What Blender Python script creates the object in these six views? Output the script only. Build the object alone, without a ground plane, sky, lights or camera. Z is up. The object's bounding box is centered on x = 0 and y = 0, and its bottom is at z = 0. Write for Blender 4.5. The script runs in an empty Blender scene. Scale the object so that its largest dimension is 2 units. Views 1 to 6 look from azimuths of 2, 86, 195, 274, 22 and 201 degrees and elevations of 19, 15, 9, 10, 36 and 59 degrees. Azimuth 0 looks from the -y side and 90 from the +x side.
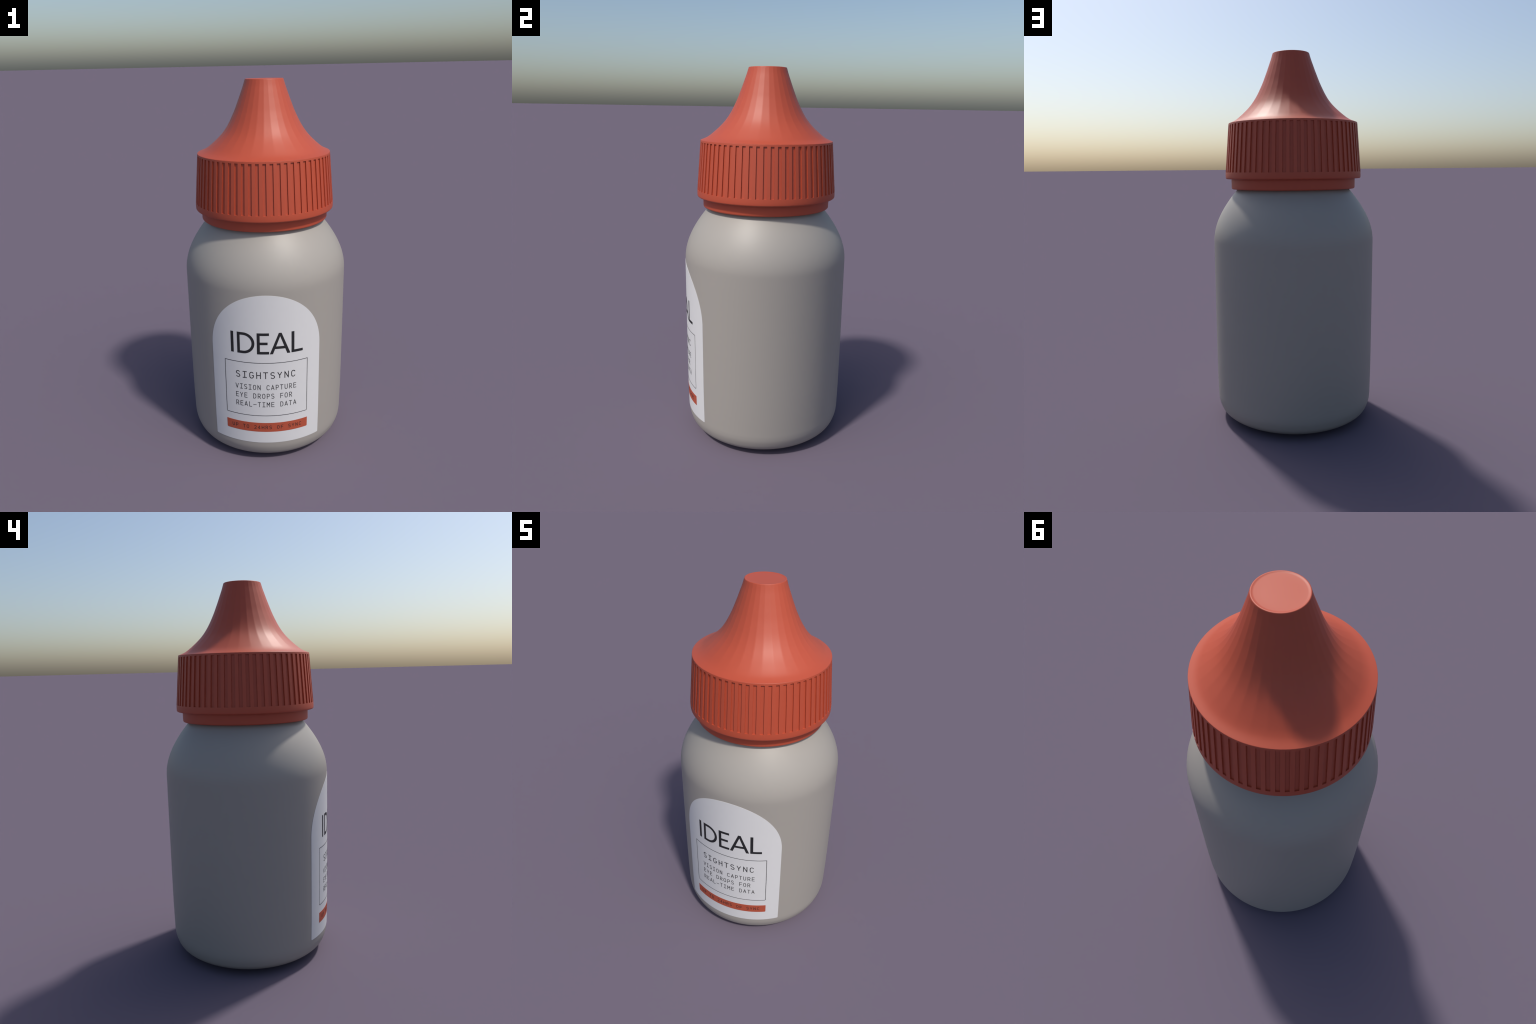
"""Eye-drop bottle: turned grey bottle, ribbed orange screw cap with a fluted
spout, and a wrap-around paper label with printed lettering."""
import bpy
import math
from math import pi, cos, sin, radians, sqrt, hypot

# ------------------------------------------------------------------ helpers
def interp(x, xs, ys):
    if x <= xs[0]:
        return ys[0]
    for i in range(1, len(xs)):
        if x <= xs[i]:
            t = (x - xs[i - 1]) / (xs[i] - xs[i - 1])
            return ys[i - 1] + t * (ys[i] - ys[i - 1])
    return ys[-1]


def catmull(points, steps):
    """Smooth curve through 2D control points."""
    out = []
    p = [points[0]] + list(points) + [points[-1]]
    for i in range(1, len(p) - 2):
        a, b, c, d = p[i - 1], p[i], p[i + 1], p[i + 2]
        for k in range(steps):
            t = k / steps
            out.append(tuple(
                0.5 * (2 * b[j] + (c[j] - a[j]) * t
                       + (2 * a[j] - 5 * b[j] + 4 * c[j] - d[j]) * t * t
                       + (3 * b[j] - a[j] - 3 * c[j] + d[j]) * t ** 3)
                for j in (0, 1)))
    out.append(tuple(points[-1]))
    return out


def fillet(cx, cz, r, a0, a1, n=6):
    """Arc of a profile corner, angles in degrees."""
    return [(cx + r * cos(radians(a0 + (a1 - a0) * k / n)),
             cz + r * sin(radians(a0 + (a1 - a0) * k / n))) for k in range(n + 1)]


def make_object(name, verts, faces, material, parent=None, smooth_angle=30.0):
    me = bpy.data.meshes.new(name)
    me.from_pydata(verts, [], faces)
    me.validate()
    me.update()
    me.polygons.foreach_set("use_smooth", [True] * len(me.polygons))
    if smooth_angle is not None and smooth_angle < 180:
        me.set_sharp_from_angle(angle=radians(smooth_angle))
    me.materials.append(material)
    ob = bpy.data.objects.new(name, me)
    bpy.context.scene.collection.objects.link(ob)
    if parent is not None:
        ob.parent = parent
    return ob


def recalc(ob):
    import bmesh
    bm = bmesh.new()
    bm.from_mesh(ob.data)
    bmesh.ops.recalc_face_normals(bm, faces=bm.faces)
    bm.to_mesh(ob.data)
    bm.free()


def lathe(profile, segments):
    """Turn a profile [(r, z)] about the z axis; r = 0 ends become poles."""
    verts, faces, rings = [], [], []
    for r, z in profile:
        if r < 1e-6:
            verts.append((0, 0, z))
            rings.append([len(verts) - 1] * segments)
        else:
            base = len(verts)
            for k in range(segments):
                a = 2 * pi * k / segments
                verts.append((r * sin(a), -r * cos(a), z))
            rings.append(list(range(base, base + segments)))
    for lo, hi in zip(rings, rings[1:]):
        for k in range(segments):
            k2 = (k + 1) % segments
            f = [lo[k], lo[k2], hi[k2], hi[k]]
            g = []
            for v in f:
                if v not in g:
                    g.append(v)
            faces.append(g)
    return verts, faces


# ---------------------------------------------------------------- materials
def plastic(name, colour, roughness, specular=0.5, mottling=0.0, scale=30.0):
    """Moulded plastic / print: colour with a whisper of procedural mottling."""
    m = bpy.data.materials.new(name)
    m.use_nodes = True
    nt = m.node_tree
    bsdf = nt.nodes["Principled BSDF"]
    co = nt.nodes.new("ShaderNodeTexCoord")
    nz = nt.nodes.new("ShaderNodeTexNoise")
    nz.inputs["Scale"].default_value = scale
    nz.inputs["Detail"].default_value = 3.0
    ramp = nt.nodes.new("ShaderNodeValToRGB")
    k = mottling
    ramp.color_ramp.elements[0].position = 0.3
    ramp.color_ramp.elements[1].position = 0.7
    ramp.color_ramp.elements[0].color = [c * (1 - k) for c in colour] + [1]
    ramp.color_ramp.elements[1].color = [c * (1 + k) for c in colour] + [1]
    nt.links.new(co.outputs["Object"], nz.inputs["Vector"])
    nt.links.new(nz.outputs["Fac"], ramp.inputs["Fac"])
    nt.links.new(ramp.outputs["Color"], bsdf.inputs["Base Color"])
    bsdf.inputs["Roughness"].default_value = roughness
    bsdf.inputs["Specular IOR Level"].default_value = specular
    return m


GREY = plastic("bottle_grey_plastic", (0.324, 0.302, 0.272), 0.50, 0.5, 0.004)
ORANGE = plastic("cap_orange_plastic", (0.430, 0.069, 0.031), 0.50, 0.5, 0.004)
PAPER = plastic("label_white_paper", (0.612, 0.611, 0.612), 0.60, 0.4, 0.006)
INK = plastic("black_ink", (0.014, 0.014, 0.016), 0.55, 0.4)
RED_INK = plastic("orange_ink", (0.400, 0.075, 0.036), 0.60, 0.4)

# ------------------------------------------------------------- the one thing
thing = bpy.data.objects.new("eye_drop_bottle", None)
thing.empty_display_size = 0.2
bpy.context.scene.collection.objects.link(thing)
thing["label"] = "grey eye drop bottle with ribbed orange spout cap and white label"
thing["category"] = "eye drop bottle"

# ------------------------------------------------------------------- bottle
# rounded foot: the wall tapers slightly, then turns at once into the underside
FOOT = [(0.0100, 0.0000), (0.1200, 0.0001), (0.1900, 0.0010), (0.2600, 0.0033), (0.3300, 0.0100),
        (0.3702, 0.0200), (0.3914, 0.0300), (0.4094, 0.0450), (0.4196, 0.0600), (0.4274, 0.0800),
        (0.4325, 0.1000), (0.4350, 0.1240), (0.4356, 0.1450), (0.4366, 0.1900)]


def foot_curve():
    return [(r, max(0.0, z)) for r, z in catmull(FOOT, 5)]


wall = [(0.4366, 0.190), (0.4378, 0.25), (0.4389, 0.40), (0.4395, 0.70), (0.4397, 0.92)]
# shoulder: leaves the wall at once and steepens less and less toward the neck
SHOULDER_Z, SHOULDER_R, NECK_Z = 1.002, 0.4396, 1.281


def shoulder_curve(n=26):
    out = [(0.4397, 0.92), (0.4397, 0.985)]
    for k in range(n + 1):
        q = (NECK_Z - SHOULDER_Z) * k / n
        out.append((SHOULDER_R - q * q * (2.03 - 1.18 * q), SHOULDER_Z + q))
    return out


shoulder = shoulder_curve()
neck = [(0.2990, 1.292), (0.2960, 1.300), (0.2960, 1.330), (0.0, 1.330)]
bottle_profile = [(0.0, 0.0)] + foot_curve() + wall[1:-1] + shoulder + neck
v, f = lathe(bottle_profile, 192)
bottle = make_object("bottle", v, f, GREY, thing, 60)
recalc(bottle)

_zs = [p[1] for p in foot_curve()] + [p[1] for p in wall[1:]] + [p[1] for p in shoulder[1:]]
_rs = [p[0] for p in foot_curve()] + [p[0] for p in wall[1:]] + [p[0] for p in shoulder[1:]]


def bottle_radius(z):
    return interp(z, _zs, _rs)


# ---------------------------------------------------------------------- cap
# Skirt: 128 sided, every second side sunk between two heights -> 64 ribs.
RIBS = 64
RIM_R, RIM_Z = 0.3486, 1.6335
FLARE_R, FLARE_Z = 0.3692, 1.374
GROOVE_TOP, GROOVE_LOW, GROOVE_DEPTH = 1.6235, 1.3750, 0.0060


def skirt_radius(z):
    return interp(z, [FLARE_Z, RIM_Z], [FLARE_R, RIM_R])


n = 2 * RIBS
verts, faces = [], []


def ring(r, z, seg=n):
    base = len(verts)
    for k in range(seg):
        a = 2 * pi * k / seg
        verts.append((r * sin(a), -r * cos(a), z))
    return list(range(base, base + seg))


def bridge(a, b, skip=lambda k: False):
    m = len(a)
    for k in range(m):
        if not skip(k):
            faces.append([a[k], a[(k + 1) % m], b[(k + 1) % m], b[k]])


lower = [(0.3395, 1.3398), (0.3600, 1.3388)] + fillet(0.3612, 1.3470, 0.0082, -90, 0, 6) \
    + [(0.3696, 1.360)]
rings = [ring(r, z) for r, z in lower]
rings.append(ring(skirt_radius(GROOVE_LOW), GROOVE_LOW))
groove_low = rings[-1]
groove_top = ring(skirt_radius(GROOVE_TOP), GROOVE_TOP)
for a, b in zip(rings, rings[1:]):
    bridge(a, b)
bridge(groove_low, groove_top, lambda k: k % 2 == 0)          # the ribs
for k in range(0, n, 2):                                       # the sunk grooves
    quad = [groove_low[k], groove_low[k + 1], groove_top[k + 1], groove_top[k]]
    inner = []
    for q in quad:
        x, y, z = verts[q]
        r = hypot(x, y)
        s = (r - GROOVE_DEPTH) / r
        verts.append((x * s, y * s, z))
        inner.append(len(verts) - 1)
    faces.append(inner)
    for i in range(4):
        j = (i + 1) % 4
        faces.append([quad[i], quad[j], inner[j], inner[i]])
top_rings = [groove_top, ring(RIM_R, RIM_Z - 0.0012), ring(RIM_R - 0.0010, RIM_Z - 0.0002),
             ring(RIM_R - 0.0040, RIM_Z - 0.0012)]
for a, b in zip(top_rings, top_rings[1:]):
    bridge(a, b)
cap = make_object("cap", verts, faces, ORANGE, thing, 28)
recalc(cap)

# Collar below the skirt
collar_profile = [(0.2965, 1.3200), (0.2965, 1.2849), (0.3295, 1.2837)] \
    + fillet(0.3300, 1.2918, 0.0080, -90, 0, 6) + [(0.3385, 1.3430), (0.3300, 1.3430)]
v, f = lathe(collar_profile, n)
collar = make_object("collar", v, f, ORANGE, cap, 28)
recalc(collar)

# Spout: 32 flat flutes that flare into the round rim; its axis leans a little
FLUTES = 32
spout_points = [(0.0991, 1.9960), (0.1075, 1.9685), (0.1178, 1.940), (0.1287, 1.910), (0.1403, 1.880),
                (0.1522, 1.850), (0.1659, 1.820), (0.1808, 1.790), (0.1985, 1.760), (0.2205, 1.730),
                (0.2492, 1.700), (0.2835, 1.670), (0.3060, 1.6530), (0.3240, 1.6430), (0.3476, 1.6336)]
spout_curve = catmull(spout_points, 4)
stations = (0.0, 0.11, 0.3, 0.5, 0.7, 0.89)
angles = [2 * pi * (i + s) / FLUTES for i in range(FLUTES) for s in stations]


def flute_factor(a):
    """Radius of the 32-gon relative to its mean circle, at angle a."""
    step = 2 * pi / FLUTES
    d = (a % step) - step / 2
    return cos(step / 2) / cos(d) * (1 + (1 - cos(step / 2)) * 0.55)


def lean(z):
    return interp(z, [1.6336, 1.66, 1.75, 1.85, 2.0], [0.0, 0.0035, 0.0070, 0.0075, 0.0085])


verts, faces = [], []
tip_z = 2.0
tip_profile = [(0.0, tip_z - 0.0017), (0.060, tip_z - 0.0017), (0.0850, tip_z - 0.0017),
               (0.0885, tip_z - 0.0015), (0.0912, tip_z - 0.0009), (0.0932, tip_z - 0.0003),
               (0.0950, tip_z)] + \
              [(0.0955 + 0.0034 * sin(radians(q)), tip_z - 0.0034 + 0.0034 * cos(radians(q)))
               for q in (20, 40, 62)]
rows = [(r, z, 0.0) for r, z in tip_profile]
for r, z in spout_curve:
    k = 1.0
    if z < 1.715:                              # flutes melt into the round rim
        q = max(0.0, (z - 1.640) / (1.715 - 1.640))
        k = q ** 0.8
    if z > 1.990:
        k = max(0.0, (2.0 - z) / 0.010)
    rows.append((r, z, k))
rows.append((0.3450, 1.6312, 0.0))
prev = None
for r, z, k in rows:
    if r == 0.0:
        verts.append((lean(z), 0, z))
        prev = [0] * len(angles)
        continue
    cur = []
    for a in angles:
        rr = r * (1 + k * (flute_factor(a) - 1))
        verts.append((lean(z) + rr * sin(a), -rr * cos(a), z))
        cur.append(len(verts) - 1)
    m = len(angles)
    for i in range(m):
        j = (i + 1) % m
        if prev[0] == prev[1]:
            faces.append([prev[0], cur[i], cur[j]])
        else:
            faces.append([prev[i], cur[i], cur[j], prev[j]])
    prev = cur
spout = make_object("spout", verts, faces, ORANGE, cap, 40)
recalc(spout)

# -------------------------------------------------------------------- label
LABEL_MID = radians(0.62)          # direction the label faces, from -y toward +x
LABEL_R = 0.4385                   # radius used to unroll the print
LABEL_HALF, LABEL_LOW, ARCH_Z = 0.3020, 0.1310, 0.6900
PAPER_T = 0.0009


def on_bottle(s, z, lift):
    """Unrolled label coordinates (s along the girth, z up) -> 3D."""
    a = LABEL_MID + s / LABEL_R
    r = bottle_radius(z) + lift
    return (r * sin(a), -r * cos(a), z)


def plate(name, columns, rows, lift, under, material, parent):
    """A thin curved sheet. columns: [(s, z_low, z_top)], rows: 0..1 fractions."""
    verts, faces = [], []
    nr = len(rows)
    for layer in (lift, under):
        for s, z0, z1 in columns:
            for t in rows:
                verts.append(on_bottle(s, z0 + (z1 - z0) * t, layer))
    nc = len(columns)
    off = nc * nr
    idx = lambda i, j, l=0: l * off + i * nr + j
    for i in range(nc - 1):
        for j in range(nr - 1):
            faces.append([idx(i, j), idx(i + 1, j), idx(i + 1, j + 1), idx(i, j + 1)])
        faces.append([idx(i, 0, 1), idx(i + 1, 0, 1), idx(i + 1, 0), idx(i, 0)])
        faces.append([idx(i, nr - 1), idx(i + 1, nr - 1), idx(i + 1, nr - 1, 1), idx(i, nr - 1, 1)])
    for j in range(nr - 1):
        faces.append([idx(0, j, 1), idx(0, j), idx(0, j + 1), idx(0, j + 1, 1)])
        faces.append([idx(nc - 1, j), idx(nc - 1, j, 1), idx(nc - 1, j + 1, 1), idx(nc - 1, j + 1)])
    return make_object(name, verts, faces, material, parent, 40)


def corner_low(s, half, z0, r):
    """Lower edge with rounded corners of radius r."""
    d = half - abs(s)
    return z0 if d >= r else z0 + r - sqrt(max(0.0, r * r - (r - d) ** 2))


cols = []
N = 96
for i in range(N + 1):
    s = -LABEL_HALF * cos(pi * i / N)
    cols.append((s, corner_low(s, LABEL_HALF, LABEL_LOW, 0.006),
                 ARCH_Z + sqrt(max(0.0, LABEL_HALF ** 2 - s * s))))
label_rows = [(k / 40) ** 1.5 for k in range(41)]
label = plate("label", cols, label_rows, PAPER_T, -0.002, PAPER, thing)

STRIP_HALF = 0.2250
cols = []
for i in range(61):
    s = -STRIP_HALF * cos(pi * i / 60)
    cols.append((s, corner_low(s, STRIP_HALF, 0.2010, 0.005), 0.2575))
strip = plate("printed_strip", cols, [k / 8 for k in range(9)], PAPER_T + 0.0005, PAPER_T - 0.0004,
              RED_INK, label)


# ------------------------------------------------------------ pen strokes
def resample(line, step):
    out = [line[0]]
    for (x0, y0), (x1, y1) in zip(line, line[1:]):
        m = max(1, int(hypot(x1 - x0, y1 - y0) / step + 0.5))
        for k in range(1, m + 1):
            out.append((x0 + (x1 - x0) * k / m, y0 + (y1 - y0) * k / m))
    return out


def stroke_band(line, width, closed=False, cap_end=True):
    """Left and right border of a pen stroke, mitred at its corners."""
    pts = list(line)
    if not closed and cap_end:
        def ext(p, q):
            d = hypot(p[0] - q[0], p[1] - q[1])
            return (p[0] + (p[0] - q[0]) / d * width / 2, p[1] + (p[1] - q[1]) / d * width / 2)
        pts[0], pts[-1] = ext(pts[0], pts[1]), ext(pts[-1], pts[-2])
    m = len(pts)
    left, right = [], []
    for i in range(m):
        a = pts[i - 1] if (i > 0 or closed) else None
        b = pts[(i + 1) % m] if (i < m - 1 or closed) else None
        p = pts[i]
        dirs = []
        if a:
            d = hypot(p[0] - a[0], p[1] - a[1])
            dirs.append(((p[0] - a[0]) / d, (p[1] - a[1]) / d))
        if b:
            d = hypot(b[0] - p[0], b[1] - p[1])
            dirs.append(((b[0] - p[0]) / d, (b[1] - p[1]) / d))
        nx = -sum(d[1] for d in dirs)
        ny = sum(d[0] for d in dirs)
        L = hypot(nx, ny) or 1.0
        nx, ny = nx / L, ny / L
        k = 1.0
        if len(dirs) == 2:
            c = nx * -dirs[0][1] + ny * dirs[0][0]
            k = min(1 / max(c, 0.2), 2.6)
        left.append((p[0] + nx * k * width / 2, p[1] + ny * k * width / 2))
        right.append((p[0] - nx * k * width / 2, p[1] - ny * k * width / 2))
    return left, right


def ink_object(name, strokes, width, base, material, parent):
    """strokes: [(polyline, closed, cap_end)] in label coordinates -> raised ink."""
    verts, faces = [], []
    for order, (line, closed, cap_end) in enumerate(strokes):
        w = width if not isinstance(width, (list, tuple)) else width[order]
        loop = resample(list(line) + ([line[0]] if closed else []), 0.006)
        if closed:
            loop = loop[:-1]
        l, r = stroke_band(loop, w, closed, cap_end)
        top = base + 0.0004 + 0.00007 * order
        low = base - 0.0004
        m = len(l)
        o = len(verts)
        for i in range(m):
            verts += [on_bottle(*l[i], top), on_bottle(*r[i], top),
                      on_bottle(*r[i], low), on_bottle(*l[i], low)]
        for i in range(m if closed else m - 1):
            p, q = o + 4 * i, o + 4 * ((i + 1) % m)
            faces.append([p, p + 1, q + 1, q])
            faces.append([p + 1, p + 2, q + 2, q + 1])
            faces.append([p + 3, p, q, q + 3])
        if not closed:
            e = o + 4 * (m - 1)
            faces.append([o, o + 3, o + 2, o + 1])
            faces.append([e, e + 1, e + 2, e + 3])
    ob = make_object(name, verts, faces, material, parent, 40)
    return ob


def arc(cx, cy, rx, ry, a0, a1, n=14):
    return [(cx + rx * cos(radians(a0 + (a1 - a0) * k / n)),
             cy + ry * sin(radians(a0 + (a1 - a0) * k / n))) for k in range(n + 1)]


# frame around the small print
FH, F0, F1, FR = 0.2225, 0.3020, 0.6175, 0.005
frame = [(-FH, F1), (-FH, F0 + FR)] + arc(-FH + FR, F0 + FR, FR, FR, 180, 270, 4)[1:] \
    + arc(FH - FR, F0 + FR, FR, FR, 270, 360, 4) + [(FH, F1)]
ink_object("frame_line", [(frame, True, False)], 0.0029, PAPER_T, INK, label)

# monospaced capitals: pen paths in a unit box
S_PATH = arc(0.5, 0.76, 0.46, 0.24, 25, 180, 10) + \
    catmull([(0.04, 0.76), (0.14, 0.60), (0.5, 0.51), (0.86, 0.40), (0.98, 0.25)], 3)[1:] + \
    arc(0.5, 0.25, 0.48, 0.25, 0, -155, 10)[1:]
PEN = {
    "I": [[(0.5, 0), (0.5, 1)], [(0.08, 1), (0.92, 1)], [(0.08, 0), (0.92, 0)]],
    "H": [[(0.03, 0), (0.03, 1)], [(0.97, 0), (0.97, 1)], [(0.03, 0.5), (0.97, 0.5)]],
    "T": [[(0.5, 0), (0.5, 1)], [(0, 1), (1, 1)]],
    "Y": [[(-0.02, 1), (0.5, 0.45), (1.02, 1)], [(0.5, 0.45), (0.5, 0)]],
    "N": [[(0.04, 0), (0.04, 1), (0.96, 0), (0.96, 1)]],
    "V": [[(-0.04, 1), (0.5, 0), (1.04, 1)]],
    "A": [[(-0.04, 0), (0.5, 1), (1.04, 0)], [(0.16, 0.3), (0.84, 0.3)]],
    "E": [[(0.95, 1), (0.06, 1), (0.06, 0), (0.97, 0)], [(0.06, 0.52), (0.86, 0.52)]],
    "F": [[(0.97, 1), (0.06, 1), (0.06, 0)], [(0.06, 0.48), (0.88, 0.48)]],
    "L": [[(0.1, 1), (0.1, 0), (0.98, 0)]],
    "M": [[(0.02, 0), (0.02, 1), (0.5, 0.42), (0.98, 1), (0.98, 0)]],
    "-": [[(0.0, 0.46), (1.0, 0.46)]],
    "O": [arc(0.5, 0.68, 0.47, 0.32, 0, 180, 12) + arc(0.5, 0.32, 0.47, 0.32, 180, 360, 12)],
    "C": [arc(0.5, 0.68, 0.47, 0.32, 20, 180, 12) + arc(0.5, 0.32, 0.47, 0.32, 180, 340, 12)],
    "G": [arc(0.5, 0.68, 0.47, 0.32, 25, 180, 12) + arc(0.5, 0.32, 0.47, 0.32, 180, 360, 12)
          + [(0.97, 0.46), (0.55, 0.46)]],
    "U": [[(0.04, 1), (0.04, 0.32)] + arc(0.5, 0.32, 0.46, 0.32, 180, 360, 12)[1:] + [(0.96, 1)]],
    "D": [[(0.06, 0), (0.06, 1), (0.42, 1)] + arc(0.42, 0.64, 0.54, 0.36, 90, 0, 8)[1:]
          + arc(0.42, 0.36, 0.54, 0.36, 0, -90, 8)],
    "P": [[(0.06, 0), (0.06, 1), (0.55, 1)] + arc(0.55, 0.71, 0.42, 0.29, 90, -90, 10)[1:] + [(0.06, 0.42)]],
    "R": [[(0.06, 0), (0.06, 1), (0.55, 1)] + arc(0.55, 0.72, 0.42, 0.28, 90, -90, 10)[1:] + [(0.06, 0.44)],
          [(0.52, 0.44), (0.98, 0)]],
    "S": [S_PATH],
    "2": [arc(0.5, 0.72, 0.44, 0.28, 160, -20, 10) + [(0.78, 0.46), (0.06, 0), (0.98, 0)]],
    "4": [[(0.70, 0), (0.70, 1), (0.0, 0.26), (1.0, 0.26)]],
}
CLOSED = {"O", "D"}
CAPLESS = {"C", "S", "G", "V", "A", "Y"}


def mono_line(text, first_deg, pitch_deg, z_low, height, glyph_w, pen, base):
    for i, ch in enumerate(text):
        if ch == " ":
            continue
        s_mid = radians(first_deg + i * pitch_deg) * LABEL_R - LABEL_MID * LABEL_R
        w, h = glyph_w - pen, height - pen
        if ch == "M":
            w *= 1.06
        strokes = []
        for path in PEN[ch]:
            pts = [(s_mid - w / 2 + w * x, z_low + pen / 2 + h * y) for x, y in path]
            if ch in CLOSED:
                if hypot(pts[0][0] - pts[-1][0], pts[0][1] - pts[-1][1]) < 1e-6:
                    pts = pts[:-1]
                strokes.append((pts, True, False))
            else:
                strokes.append((pts, False, ch not in CAPLESS))
        clean = []
        for pts, closed, cap_end in strokes:       # drop doubled points
            q = [pts[0]]
            for p in pts[1:]:
                if hypot(p[0] - q[-1][0], p[1] - q[-1][1]) > 1e-6:
                    q.append(p)
            clean.append((q, closed, cap_end))
        ink_object("letter", clean, pen, base, INK, label)


mono_line("SIGHTSYNC", -18.87, 4.765, 0.5260, 0.0390, 0.0247, 0.0043, PAPER_T)
mono_line("VISION CAPTURE", -19.85, 3.088, 0.4590, 0.0300, 0.0169, 0.0030, PAPER_T)
mono_line("EYE DROPS FOR", -19.85, 3.088, 0.4075, 0.0300, 0.0169, 0.0030, PAPER_T)
mono_line("REAL-TIME DATA", -19.85, 3.088, 0.3560, 0.0300, 0.0169, 0.0030, PAPER_T)
mono_line("UP TO 24HRS OF SYNC", -23.60, 2.672, 0.2185, 0.0222, 0.0140, 0.0023, PAPER_T + 0.0005)

# the big brand word, drawn with a broad pen
ZB, ZT, BAR, STEM = 0.6690, 0.7875, 0.0143, 0.0154


def at(deg):
    return (radians(deg) - LABEL_MID) * LABEL_R


def big(strokes, widths):
    ink_object("letter", strokes, widths, PAPER_T, INK, label)


big([([(at(-22.45), ZB), (at(-22.45), ZT)], False, False)], [STEM])

d0, d1 = at(-18.81), at(-6.95)
R = (ZT - ZB - BAR) / 2
zc = (ZT + ZB) / 2
xs = d1 - BAR / 2 - R
big([([(d0 + BAR / 2, ZB + BAR / 2), (d0 + BAR / 2, ZT - BAR / 2), (xs, ZT - BAR / 2)]
      + arc(xs, zc, R, R, 90, -90, 28)[1:], True, False)], [0.0148])

e0 = at(-5.34)
big([([(e0 + STEM / 2, ZB), (e0 + STEM / 2, ZT)], False, False),
     ([(e0 + 0.004, ZT - BAR / 2), (at(2.80), ZT - BAR / 2)], False, False),
     ([(e0 + 0.004, 0.7290), (at(1.80), 0.7290)], False, False),
     ([(e0 + 0.004, ZB + BAR / 2), (at(2.74), ZB + BAR / 2)], False, False)], [STEM, BAR, BAR, BAR])

# A: two slanted legs with level feet, and a cross bar
def leg(foot_l, foot_r, head_l, head_r, lift):
    """slanted leg as a four-sided plate on the bottle"""
    verts, faces = [], []
    m = 12
    for layer in (lift, PAPER_T - 0.0004):
        for k in range(m + 1):
            t = k / m
            z = ZB + (ZT - ZB) * t
            verts.append(on_bottle(foot_l + (head_l - foot_l) * t, z, layer))
            verts.append(on_bottle(foot_r + (head_r - foot_r) * t, z, layer))
    o = 2 * (m + 1)
    for k in range(m):
        a = 2 * k
        faces.append([a, a + 1, a + 3, a + 2])
        faces.append([a + 1, o + a + 1, o + a + 3, a + 3])
        faces.append([o + a, a, a + 2, o + a + 2])
    faces.append([o, o + 1, 1, 0])
    faces.append([2 * m, 2 * m + 1, o + 2 * m + 1, o + 2 * m])
    return verts, faces


v1, f1 = leg(at(3.18), at(5.30), at(9.28), at(11.12), PAPER_T + 0.0004)
v2, f2 = leg(at(14.95), at(17.12), at(9.28), at(11.12), PAPER_T + 0.00048)
l, r = stroke_band(resample([(at(6.4), 0.7050), (at(14.0), 0.7050)], 0.006), BAR, False, False)
v3, f3 = [], []
for i in range(len(l)):
    v3 += [on_bottle(*l[i], PAPER_T + 0.00056), on_bottle(*r[i], PAPER_T + 0.00056),
           on_bottle(*r[i], PAPER_T), on_bottle(*l[i], PAPER_T)]
for i in range(len(l) - 1):
    p, q = 4 * i, 4 * (i + 1)
    f3 += [[p, p + 1, q + 1, q], [p + 1, p + 2, q + 2, q + 1], [p + 3, p, q, q + 3]]
verts = v1 + v2 + v3
faces = f1 + [[i + len(v1) for i in q] for q in f2] + [[i + len(v1) + len(v2) for i in q] for q in f3]
make_object("letter", verts, faces, INK, label, 40)

l0 = at(17.90)
big([([(l0 + STEM / 2, ZB), (l0 + STEM / 2, ZT)], False, False),
     ([(l0 + 0.004, ZB + BAR / 2), (at(26.08), ZB + BAR / 2)], False, False)], [STEM, BAR])
